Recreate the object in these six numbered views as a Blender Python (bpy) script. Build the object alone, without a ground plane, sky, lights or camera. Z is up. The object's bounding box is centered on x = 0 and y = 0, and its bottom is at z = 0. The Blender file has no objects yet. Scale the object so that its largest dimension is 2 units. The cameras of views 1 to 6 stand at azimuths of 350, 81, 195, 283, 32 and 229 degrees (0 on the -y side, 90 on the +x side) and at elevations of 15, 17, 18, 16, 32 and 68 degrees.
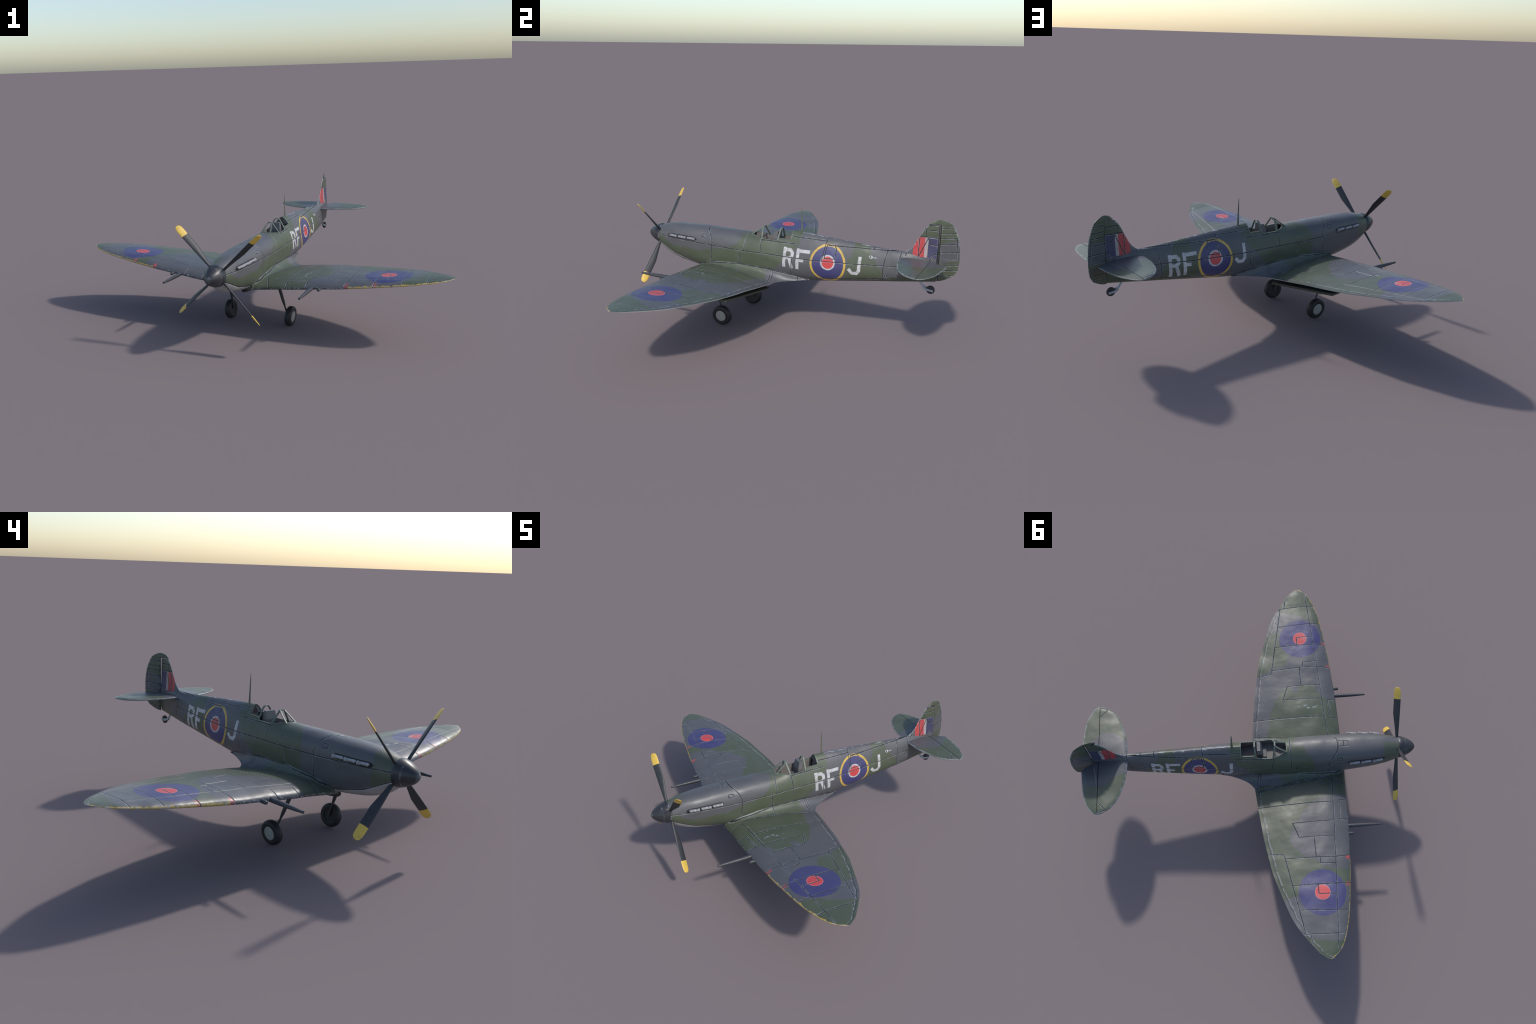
# A single-seat wartime fighter aeroplane, standing on its wheels.
# Everything is modelled in the aircraft frame (nose to -y, z up, x = 0 the plane of
# symmetry); the root empty turns the whole aeroplane 35 degrees.
import bpy, math, random
from math import sin, cos, pi, radians, sqrt
from mathutils import Vector, Matrix

random.seed(7)

# ------------------------------------------------------------------ helpers
def clamp(v, a, b): return max(a, min(b, v))

def pchip(pts):
    """monotone cubic through (x, y) pairs"""
    xs = [p[0] for p in pts]; ys = [p[1] for p in pts]; n = len(xs)
    h = [xs[i + 1] - xs[i] for i in range(n - 1)]
    d = [(ys[i + 1] - ys[i]) / h[i] for i in range(n - 1)]
    m = [0.0] * n
    m[0], m[-1] = d[0], d[-1]
    for i in range(1, n - 1):
        if d[i - 1] * d[i] > 0:
            w1 = 2 * h[i] + h[i - 1]; w2 = h[i] + 2 * h[i - 1]
            m[i] = (w1 + w2) / (w1 / d[i - 1] + w2 / d[i])
    def f(x):
        if x <= xs[0]: return ys[0]
        if x >= xs[-1]: return ys[-1]
        k = 0
        while x > xs[k + 1]: k += 1
        t = (x - xs[k]) / h[k]
        return ((1 + 2 * t) * (1 - t) ** 2 * ys[k] + t * (1 - t) ** 2 * h[k] * m[k]
                + t * t * (3 - 2 * t) * ys[k + 1] + t * t * (t - 1) * h[k] * m[k + 1])
    return f

def new_mesh_object(name, verts, faces, parent, mats, face_mats=None, smooth=True, sharp=None, kind=None):
    me = bpy.data.meshes.new(name)
    me.from_pydata([tuple(v) for v in verts], [], faces)
    me.update()
    for m in mats: me.materials.append(m)
    if face_mats: me.polygons.foreach_set("material_index", face_mats)
    import bmesh
    bm = bmesh.new(); bm.from_mesh(me)
    bmesh.ops.remove_doubles(bm, verts=bm.verts, dist=1e-5)
    bmesh.ops.recalc_face_normals(bm, faces=bm.faces)
    bm.to_mesh(me); bm.free()
    if smooth:
        me.polygons.foreach_set("use_smooth", [True] * len(me.polygons))
        me.set_sharp_from_angle(angle=radians(sharp if sharp else 40))
    ob = bpy.data.objects.new(name, me)
    bpy.context.scene.collection.objects.link(ob)
    ob.parent = parent
    if kind: ob["kind"] = kind
    return ob

def instance(ob, parent=None, matrix=None):
    o = ob.copy()
    bpy.context.scene.collection.objects.link(o)
    if parent: o.parent = parent
    if matrix is not None: o.matrix_local = matrix
    return o

def grid_faces(rows, cols, closed=False):
    f = []
    for i in range(rows - 1):
        for j in range(cols if closed else cols - 1):
            k = (j + 1) % cols
            f.append((i * cols + j, i * cols + k, (i + 1) * cols + k, (i + 1) * cols + j))
    return f

class Shape:
    """collects pieces into one mesh"""
    def __init__(s): s.v = []; s.f = []; s.m = []
    def add(s, verts, faces, mat=0):
        o = len(s.v); s.v += [Vector(v) for v in verts]
        s.f += [tuple(i + o for i in q) for q in faces]; s.m += [mat] * len(faces)
    def loft(s, rings, mat=0, cap0=True, cap1=True):
        n = len(rings[0]); vs = [p for r in rings for p in r]
        fs = grid_faces(len(rings), n, True)
        if cap0: fs.append(tuple(range(n)))
        if cap1: fs.append(tuple((len(rings) - 1) * n + i for i in range(n)))
        s.add(vs, fs, mat)
    def tube(s, path, radii, n=12, mat=0, flat=1.0, side=None):
        rings = []
        P = [Vector(p) for p in path]
        for i, p in enumerate(P):
            t = (P[min(i + 1, len(P) - 1)] - P[max(i - 1, 0)]).normalized()
            u = Vector(side) if side else (Vector((0, 0, 1)) if abs(t.z) < .9 else Vector((1, 0, 0)))
            a = t.cross(u).normalized(); b = a.cross(t).normalized()
            r = radii[i] if hasattr(radii, '__len__') else radii
            rings.append([p + a * r * cos(2 * pi * k / n) + b * r * flat * sin(2 * pi * k / n) for k in range(n)])
        s.loft(rings, mat)
    def bar(s, path, w, d, side=(0, 1, 0), mat=0):
        """flat strip: width w along 'side', depth d across"""
        P = [Vector(p) for p in path]; rings = []
        for i, p in enumerate(P):
            t = (P[min(i + 1, len(P) - 1)] - P[max(i - 1, 0)]).normalized()
            a = Vector(side); a = (a - t * a.dot(t)).normalized(); b = t.cross(a).normalized()
            rings.append([p + a * w / 2 * sx + b * d / 2 * sz for sx, sz in ((-1, -1), (1, -1), (1, 1), (-1, 1))])
        s.loft(rings, mat)
    def box(s, lo, hi, mat=0, top_scale=(1, 1)):
        cx, cy = (lo[0] + hi[0]) / 2, (lo[1] + hi[1]) / 2
        r0 = [(lo[0], lo[1], lo[2]), (hi[0], lo[1], lo[2]), (hi[0], hi[1], lo[2]), (lo[0], hi[1], lo[2])]
        r1 = [(cx + (x - cx) * top_scale[0], cy + (y - cy) * top_scale[1], hi[2]) for x, y, z in r0]
        s.loft([r0, r1], mat)
    def revolve(s, prof, n=32, centre=(0, 0, 0), axis='y', mat=0):
        """profile of (along, radius)"""
        rings = []
        for a, r in prof:
            ring = []
            for k in range(n):
                c, q = r * cos(2 * pi * k / n), r * sin(2 * pi * k / n)
                ring.append(Vector(centre) + (Vector((c, a, q)) if axis == 'y' else Vector((a, c, q))))
            rings.append(ring)
        s.loft(rings, mat)
    def make(s, name, parent, mats, **k):
        return new_mesh_object(name, s.v, s.f, parent, mats, s.m, **k)

# ------------------------------------------------------------------ node language
class NT:
    def __init__(s, name):
        s.mat = bpy.data.materials.new(name); s.mat.use_nodes = True
        s.t = s.mat.node_tree; s.t.nodes.clear()
        s.out = s.t.nodes.new("ShaderNodeOutputMaterial")
        s.bsdf = s.t.nodes.new("ShaderNodeBsdfPrincipled")
        s.t.links.new(s.bsdf.outputs[0], s.out.inputs[0])
        s.co = s.t.nodes.new("ShaderNodeTexCoord")
        sp = s.t.nodes.new("ShaderNodeSeparateXYZ")
        s.t.links.new(s.co.outputs["Object"], sp.inputs[0])
        s.P = S(s, s.co.outputs["Object"])
        s.x, s.y, s.z = (S(s, sp.outputs[i]) for i in range(3))
    def put(s, sock, v):
        if isinstance(v, S): s.t.links.new(v.o, sock)
        elif isinstance(v, (tuple, list)) and len(v) == 3 and sock.type == 'RGBA': sock.default_value = (*v, 1)
        else: sock.default_value = v
    def math(s, op, *a, clampit=False):
        n = s.t.nodes.new("ShaderNodeMath"); n.operation = op; n.use_clamp = clampit
        for i, v in enumerate(a): s.put(n.inputs[i], v)
        return S(s, n.outputs[0])
    def vmath(s, op, *a, out=0):
        n = s.t.nodes.new("ShaderNodeVectorMath"); n.operation = op
        for i, v in enumerate(a):
            if op == 'SCALE' and i == 1: s.put(n.inputs[3], v)
            else: s.put(n.inputs[i], v)
        return S(s, n.outputs["Value"] if op in ('DOT_PRODUCT', 'DISTANCE', 'LENGTH') else n.outputs[0])
    def vec(s, x, y, z=0.0):
        n = s.t.nodes.new("ShaderNodeCombineXYZ")
        for i, v in enumerate((x, y, z)): s.put(n.inputs[i], v)
        return S(s, n.outputs[0])
    def mix(s, f, a, b):
        n = s.t.nodes.new("ShaderNodeMix"); n.data_type = 'RGBA'
        s.put(n.inputs[0], f); s.put(n.inputs[6], a); s.put(n.inputs[7], b)
        return S(s, n.outputs[2])
    def step(s, v, lo, hi):
        """smooth 0..1 ramp of v between lo and hi (either order)"""
        n = s.t.nodes.new("ShaderNodeMapRange"); n.interpolation_type = 'SMOOTHSTEP'
        s.put(n.inputs[0], v)
        if lo < hi: a = (lo, hi, 0., 1.)
        else: a = (hi, lo, 1., 0.)
        for i, q in enumerate(a): n.inputs[i + 1].default_value = q
        return S(s, n.outputs[0])
    def noise(s, scale, detail=2.0, rough=.5, vec=None, stretch=None):
        n = s.t.nodes.new("ShaderNodeTexNoise")
        v = vec or s.P
        if stretch: v = s.vmath('MULTIPLY', v, stretch)
        s.put(n.inputs["Vector"], v)
        n.inputs["Scale"].default_value = scale; n.inputs["Detail"].default_value = detail
        n.inputs["Roughness"].default_value = rough
        return S(s, n.outputs[0])
    def curve(s, v, pts):
        """piecewise function given by a few points"""
        x0, x1 = pts[0][0], pts[-1][0]
        y0, y1 = min(p[1] for p in pts), max(p[1] for p in pts)
        if y1 - y0 < 1e-6: y1 = y0 + 1e-3
        n = s.t.nodes.new("ShaderNodeFloatCurve")
        c = n.mapping.curves[0]
        while len(c.points) < len(pts): c.points.new(.5, .5)
        for q, p in zip(c.points, pts):
            q.location = ((p[0] - x0) / (x1 - x0), (p[1] - y0) / (y1 - y0)); q.handle_type = 'VECTOR'
        n.mapping.update()
        s.put(n.inputs[1], s.math('MULTIPLY_ADD', v, 1 / (x1 - x0), -x0 / (x1 - x0), clampit=True))
        return s.math('MULTIPLY_ADD', S(s, n.outputs[0]), y1 - y0, y0)
    def seg(s, p, a, b):
        """distance from the flat point p to the segment ab"""
        a = Vector((a[0], a[1], 0)); b = Vector((b[0], b[1], 0)); ba = b - a
        pa = s.vmath('SUBTRACT', p, tuple(a))
        h = s.math('ADD', s.vmath('DOT_PRODUCT', pa, tuple(ba / ba.length_squared)), 0.0, clampit=True)
        return s.vmath('DISTANCE', pa, s.vmath('SCALE', tuple(ba), h))
    def poly(s, p, *lines):
        d = None
        for L in lines:
            for a, b in zip(L[:-1], L[1:]):
                # the tiny third coordinate makes each segment wait for the one before (keeps the shader small)
                q = s.seg(p if d is None else s.vmath('ADD', p, s.vec(0., 0., d * 1e-6)), a, b); d = q if d is None else s.math('MINIMUM', d, q)
        return d
    def dist(s, p, c):
        return s.vmath('DISTANCE', p, (c[0], c[1], 0))
    def bump(s, h, strength=.5, dist=.01):
        n = s.t.nodes.new("ShaderNodeBump")
        n.inputs["Strength"].default_value = strength; n.inputs["Distance"].default_value = dist
        s.put(n.inputs["Height"], h)
        s.t.links.new(n.outputs[0], s.bsdf.inputs["Normal"])
    def done(s, color, rough=.5, metal=0., spec=.5):
        s.put(s.bsdf.inputs["Base Color"], color); s.put(s.bsdf.inputs["Roughness"], rough)
        s.put(s.bsdf.inputs["Metallic"], metal); s.put(s.bsdf.inputs["Specular IOR Level"], spec)
        return s.mat

class S:
    def __init__(s, n, o): s.n = n; s.o = o
    def __add__(s, b): return s.n.math('ADD', s, b)
    def __radd__(s, b): return s.n.math('ADD', b, s)
    def __sub__(s, b): return s.n.math('SUBTRACT', s, b)
    def __rsub__(s, b): return s.n.math('SUBTRACT', b, s)
    def __mul__(s, b): return s.n.math('MULTIPLY', s, b)
    __rmul__ = __mul__
    def __abs__(s): return s.n.math('ABSOLUTE', s)
    def max(s, b): return s.n.math('MAXIMUM', s, b)
    def min(s, b): return s.n.math('MINIMUM', s, b)

# ------------------------------------------------------------------ colours
GREEN = (.071, .087, .055)
GREY = (.086, .088, .095)
BELLY = (.34, .33, .32)
BLUE = (.046, .045, .140)
RED = (.54, .056, .060)
YELLOW = (.58, .38, .062)
WHITE = (.50, .50, .51)
METAL = (.36, .38, .42)
LINE = (.016, .017, .018)

def weathered(m, col, d, edge=None, rough=.42, dent=.6, halo_base=.12):
    """panel lines (distance d), chipped light edges, grime and gentle dents"""
    big = m.noise(9, 3, .55); fine = m.noise(70, 4, .65); mid = m.noise(28, 3, .6)
    col = m.mix(m.step(big, .35, .7) * .10, col, (.15, .147, .14))
    streak = m.noise(40, 3, .6, stretch=(1, .25, 1))
    col = m.mix(m.step(streak, .5, .72) * .28, col, (.055, .057, .055))
    if d is not None:
        chips = m.step(mid * .6 + fine * .4, .47, .58)
        halo = m.step(d, .0056, .0030) * (halo_base + chips * .45)  # halo_base paints a light-catching rim beside each line; chips add bare metal
        col = m.mix(halo, col, METAL)
        line = m.step(d, .0031, .0015)
        col = m.mix(line * .94, col, LINE)
    if edge is not None:
        e = m.step(edge * .9 + (fine * .6 + mid * .4 - .5) * .045, .0058, .0022)
        col = m.mix(e * .40, col, METAL)
    dents = m.noise(5.2, 1., .45) * .024 + m.noise(19, 1, .5) * .0022
    if d is not None: dents = dents + m.step(d, 0., .0042) * .0030 + m.step(d, .002, .034) * .0005
    m.bump(dents + fine * .0003, 1., dent)
    r = rough + (mid - .5) * .22
    m.done(col, r, 0., .5)
    return m.mat

# ------------------------------------------------------------------ airframe rules
# fuselage: y, top z, bottom z, half width, height of widest point, upper and lower fullness
FUS = [(-.735, .5255, .4000, .0615, .462, 2.0, 2.0), (-.720, .5290, .3800, .0650, .456, 2.1, 2.0),
       (-.690, .5365, .3600, .0715, .448, 2.25, 2.0), (-.650, .5435, .3410, .0785, .444, 2.4, 2.1),
       (-.600, .5490, .3245, .0845, .444, 2.5, 2.2), (-.540, .5525, .3125, .0890, .446, 2.5, 2.35),
       (-.470, .5545, .3030, .0925, .447, 2.5, 2.6), (-.400, .5555, .2965, .0945, .447, 2.45, 2.85),
       (-.320, .5560, .2885, .0955, .447, 2.35, 3.0), (-.200, .5555, .2820, .0945, .445, 2.25, 3.0),
       (-.064, .5560, .2790, .0930, .438, 2.05, 2.95), (.015, .5750, .2810, .0920, .428, 1.95, 2.7),
       (.120, .5920, .2900, .0910, .420, 1.58, 2.4), (.203, .5990, .2980, .0895, .420, 1.52, 2.2),
       (.270, .5975, .3050, .0860, .420, 1.58, 2.2), (.350, .5935, .3130, .0810, .420, 1.60, 2.2),
       (.450, .5870, .3270, .0745, .421, 1.62, 2.2), (.600, .5760, .3490, .0640, .424, 1.65, 2.1),
       (.700, .5695, .3640, .0560, .428, 1.70, 2.1), (.780, .5645, .3755, .0500, .432, 1.75, 2.1),
       (.860, .5630, .3865, .0430, .440, 1.80, 2.1), (.930, .5640, .3970, .0340, .450, 1.8, 2.1),
       (1.000, .5650, .4065, .0220, .460, 1.8, 2.1), (1.045, .5650, .4130, .0130, .465, 1.8, 2.1),
       (1.0605, .5650, .4155, .0095, .465, 1.8, 2.1)]
FUNC = [pchip([(r[0], r[k]) for r in FUS]) for k in range(1, 7)]
SILL = pchip([(-.735, .70), (-.30, .74), (-.12, .90), (-.064, .951), (-.03, .885), (.015, .748), (.120, .690), (.127, .758), (.160, .748), (.203, .743), (.30, .74), (1.0605, .70)])
COCKPIT = (-.064, .203)

def section(y):
    return [f(y) for f in FUNC]

def side_x(y, z):
    """half width of the fuselage at height z"""
    zt, zb, hw, zc, nu, nl = section(y)
    if z >= zc: q = (z - zc) / (zt - zc); n = nu
    else: q = (zc - z) / (zc - zb); n = nl
    return hw * max(0., 1 - clamp(q, 0, 1) ** n) ** (1 / n)

# wing planform: span position, leading edge y, trailing edge y
SPAN = 1.2000
WING = [(0, -.425, .140), (.17, -.4165, .127), (.29, -.4135, .116), (.40, -.410, .103), (.50, -.4035, .091), (.60, -.395, .0725),
        (.70, -.388, .0545), (.785, -.377, .0275), (.87, -.366, -.0005), (.97, -.350, -.0375), (1.04, -.332, -.076),
        (1.08, -.320, -.105), (1.11, -.308, -.1265), (1.135, -.296, -.147), (1.17, -.268, -.1755), (1.185, -.250, -.197), (SPAN, -.2255, -.226)]
_w = lambda x: sqrt(max(0., 1 - clamp(x / SPAN, 0, 1)))
LEAD = pchip([(-_w(r[0]), r[1]) for r in WING]); TRAIL = pchip([(-_w(r[0]), r[2]) for r in WING])
THICK_U = pchip([(0, .0750), (.31, .073), (.45, .0725), (.62, .070), (.83, .066), (1.08, .062), (1.15, .055), (SPAN, .03)])
THICK_L = pchip([(0, .046), (.4, .040), (.83, .030), (1.1, .024), (SPAN, .02)])
lead = lambda x: LEAD(-_w(x)) - .0020; trail = lambda x: TRAIL(-_w(x)) + .0034
DROOP = pchip([(0, 0), (.20, 0), (.31, .003), (.45, .004), (.60, .0085), (.95, .009), (1.08, .0075), (SPAN, .005)])
def chord_z(x): return .2905 + .1128 * sqrt(x * x + .0016) - DROOP(x)
ROOT_TWIST = pchip([(0, .010), (.17, .0085), (.30, .0030), (.48, 0), (SPAN, 0)])
def foil(t):
    """airfoil half thickness, 1 at its greatest"""
    return 2.05 * (1.4845 * sqrt(t) - .63 * t - 1.758 * t * t + 1.4215 * t ** 3 - .5075 * t ** 4)
def wing_up(x, y):
    x = abs(x); a, b = lead(x), trail(x); t = clamp((y - a) / (b - a), 0, 1)
    return chord_z(x) - ROOT_TWIST(x) * t ** 3 + THICK_U(x) * (b - a) * foil(t)
def wing_low(x, y):
    x = abs(x); a, b = lead(x), trail(x); t = clamp((y - a) / (b - a), 0, 1)
    return chord_z(x) - ROOT_TWIST(x) * t ** 3 - THICK_L(x) * (b - a) * foil(t)

# tailplane and fin
TSPAN = .341
TAIL = [(0, .858, 1.050), (.022, .860, 1.060), (.066, .8635, 1.127), (.12, .869, 1.123), (.165, .880, 1.119), (.229, .902, 1.109), (.265, .9215, 1.098),
        (.289, .939, 1.086), (.308, .958, 1.075), (.321, .978, 1.065), (.332, 1.000, 1.055), (TSPAN, 1.0285, 1.030)]
_tw = lambda x: sqrt(max(0., 1 - clamp(x / TSPAN, 0, 1)))
TLEAD = pchip([(-_tw(r[0]), r[1]) for r in TAIL])
TTRAIL = pchip([(-_tw(r[0]), r[2]) for r in TAIL])
TAIL_Z, HINGE = .5265, 1.0295
FIN_LEAD = pchip([(.50, .860), (.555, .866), (.567, .886), (.580, .904), (.593, .915), (.614, .929), (.637, .941), (.665, .955), (.690, .967), (.710, .980), (.733, .999)])
RUD_X, RUD_Y = -.0115, 1.0625
RUD_BACK = pchip([(.4155, .008), (.422, .036), (.4285, .052), (.449, .0890), (.465, .101), (.482, .110), (.500, .113), (.530, .116), (.565, .116), (.600, .1138), (.622, .1115),
                  (.655, .105), (.670, .1010), (.700, .088), (.7365, .065), (.755, .034), (.762, .014), (.7645, .0)])

# ------------------------------------------------------------------ paint schemes
def fuselage_paint():
    m = NT("fuselage_camouflage")
    x, y, z = m.x, m.y, m.z
    wob = (m.noise(18, 1.5) - .5)
    yw = y + wob * .022; zw = z + wob * .016
    port = m.step(x, -.004, .004)
    # green field: mid fuselage, shared rear limit; a front limit that differs per side
    rear = m.curve(zw, [(.280, .02), (.360, .10), (.412, .151), (.487, .227), (.545, .262), (.62, .275)])
    aft = m.step(yw - rear, 0.0060, -0.0060)
    front_p = m.curve(yw, [(-.75, .500), (-.697, .472), (-.668, .443), (-.63, .421), (-.50, .420), (-.407, .414), (-.319, .440), (-.222, .454),
                           (-.168, .472), (-.132, .508), (-.108, .550), (-.085, .64)])
    gp = m.step(zw - front_p, 0.0040, -0.0040)
    front_s = m.curve(zw, [(.29, -.215), (.40, -.228), (.47, -.235), (.53, -.215), (.575, -.130)])
    gs = m.step(yw - front_s, -0.0060, 0.0060).max(m.step(yw, -.640, -.646))
    mid = m.mix(port, gs, gp) * aft
    l = m.curve(zw, [(.36, .555), (.45, .558), (.484, .568), (.508, .584), (.60, .590)])
    r = m.curve(zw, [(.39, .785), (.445, .763), (.494, .718), (.541, .690), (.60, .680)])
    patch = m.step(yw - l, -0.0060, 0.0060) * m.step(yw - r, 0.0060, -0.0060)
    low = m.step(zw - m.curve(y, [(.3, .300), (.45, .338), (.60, .372), (.75, .400), (.86, .420), (1.06, .470)]), .003, -.003) * m.step(y, .40, .46)
    green = mid.max(patch).max(low)
    col = m.mix(green, GREY, GREEN)
    # pale chin under the nose
    chin = m.step(z - m.curve(y, [(-.74, .432), (-.713, .421), (-.60, .365), (-.49, .336), (-.41, .317), (-.30, .292), (.1, .284), (.3, .300)]), .0015, -.0015) * m.step(y, .30, .20)
    # markings: u runs along the lettering, nose to tail on the left side, mirrored on the right
    u = m.mix_float(port, .897 - y, y)
    q = m.vec(u, z)
    wear = m.step(m.noise(55, 4, .7), .62, .44)
    d = m.dist(q, (.447, .4535)); sq = m.dist(q, (.447, .4465))
    wq = m.dist(m.vec(u, m.math('MULTIPLY_ADD', z, .965, .4455 * .035)), (.447, .4455))
    col = m.mix(m.step(wq, .1095, .1065) * (.75 + wear * .25), col, YELLOW)
    col = m.mix(m.step(wq, .0965, .0940), col, BLUE)
    col = m.mix(m.step(d, .0455, .0430) * (.7 + wear * .3), col, WHITE)
    col = m.mix(m.step(d, .0365, .0340), col, RED)
    strokes = m.box_strokes(q, [((.1775, .398), (.1775, .508), .0095), ((.255 + .0065, .394), (.255 + .0065, .509), .0095),
                                ((.262, .4995), (.332, .4995), .0095), ((.262, .446), (.296, .446), .009),
                                ((.1775, .4985), (.214, .4985), .0095), ((.214, .4985), (.2265, .484), .0095), ((.2265, .484), (.2265, .464), .0095),
                                ((.2265, .464), (.214, .4515), .0095), ((.1775, .4515), (.214, .4515), .009), ((.209, .4515), (.2275, .394), .0095),
                                ((.6345, .506), (.6330, .428), .0095), ((.6330, .428), (.6200, .4120), .0095), ((.6200, .4120), (.592, .4120), .0095),
                                ((.592, .4120), (.575, .432), .0095)])
    col = m.mix(m.step(strokes, .0010, -.0010) * (.62 + wear * .38), col, WHITE)
    # dark soot trail behind the exhausts
    col = m.mix(chin, col, BELLY)
    # panel lines, seen from the side
    p = m.vec(y, z)
    lines = m.poly(p,
        [(-.735, .474), (-.316, .4600), (-.092, .4550), (.020, .4565), (.330, .4545), (.600, .4640), (.850, .4805)],
        [(-.321, .357), (-.316, .459)], [(-.318, .460), (-.311, .472), (-.326, .514), (-.345, .538), (-.374, .560)],
        [(-.122, .374), (-.122, .452)], [(-.092, .455), (-.089, .520), (-.086, .565)], [(.020, .457), (.014, .536)],
        [(.012, .5335), (.130, .5320), (.238, .5345)], [(.222, .346), (.226, .452)],
        [(.214, .572), (.424, .570)], [(.428, .600), (.420, .540), (.409, .458)],
        [(.424, .474), (.432, .553), (.476, .551), (.491, .534), (.488, .478), (.424, .474)],
        [(.440, .549), (.780, .5600), (.860, .5640)], [(.704, .556), (.708, .585)],
        [(.787, .585), (.773, .480), (.769, .385)], [(.867, .585), (.850, .480), (.857, .390)],
        [(.887, .547), (.895, .585)], [(.330, .338), (.857, .4085)], [(.372, .315), (.380, .345)],
        [(-.42, .322), (-.321, .357), (-.123, .374), (.085, .366), (.259, .343), (.325, .326)],
        [(-.394, .508), (-.388, .523), (-.362, .521), (-.358, .508), (-.366, .501), (-.394, .508)],
        [(-.735, .430), (-.713, .420), (-.600, .364), (-.490, .335), (-.412, .317)])
    ring = abs(m.dist(p, (.789, .419)) - .0065)
    lines = lines.min(ring)
    # plan-view lines on the nose top
    t = m.vec(abs(x - .003), y)
    hatch = m.poly(t, [(.0, -.402), (.018, -.400), (.020, -.372)], [(.008, -.430), (.017, -.425), (.018, -.400)])
    lines = lines.min(hatch + m.step(z, .548, .540))
    # bullet hole on the left side
    hole = m.dist(p, (.694, .515)) + m.step(x, .01, 0.)
    splash = m.dist(m.vec(m.math('MULTIPLY_ADD', y, .75, .696 * .25), z), (.696, .5145)) + m.step(x, .01, 0.) + (m.noise(120, 2) - .5) * .012
    tail_ = m.dist(m.vec(m.math('MULTIPLY_ADD', y, .16, .715 * .84), z), (.715, .5135)) + m.step(x, .01, 0.) + (m.noise(120, 2) - .5) * .004
    splash = splash.min(tail_ + .0055)
    col = m.mix(m.step(splash, .0085, .0065), col, WHITE)
    col = m.mix(m.step(hole, .0055, .004), col, (.01, .01, .012))
    # rubbed spine
    spine = m.step(z - m.curve(y, [(.25, .5985), (.35, .5935), (.45, .587), (.60, .576), (.80, .564), (1.0, .60)]), -.0050, -.0015) * m.step(y, .24, .28) * m.step(m.noise(60, 4, .7, stretch=(1, .35, 1)), .53, .60)
    col = m.mix(spine * .8, col, METAL)
    return weathered(m, col, lines)

def _mix_float(s, f, a, b):
    n = s.t.nodes.new("ShaderNodeMix"); n.data_type = 'FLOAT'
    s.put(n.inputs[0], f); s.put(n.inputs[2], a); s.put(n.inputs[3], b)
    return S(s, n.outputs[0])
NT.mix_float = _mix_float
def _box_strokes(s, p, strokes):
    """signed distance to straight, square-ended pen strokes (from, to, half width)"""
    d = None
    for a, b, w in strokes:
        a = Vector((a[0], a[1], 0)); b = Vector((b[0], b[1], 0)); c = (a + b) / 2; t = (b - a).normalized(); h = (b - a).length / 2
        pc = s.vmath('SUBTRACT', p, tuple(c))
        along = abs(s.vmath('DOT_PRODUCT', pc, tuple(t))) - (h + w * .35)
        across = abs(s.vmath('DOT_PRODUCT', pc, (-t.y, t.x, 0))) - w
        q = along.max(across); d = q if d is None else d.min(q)
    return d
NT.box_strokes = _box_strokes

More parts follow.
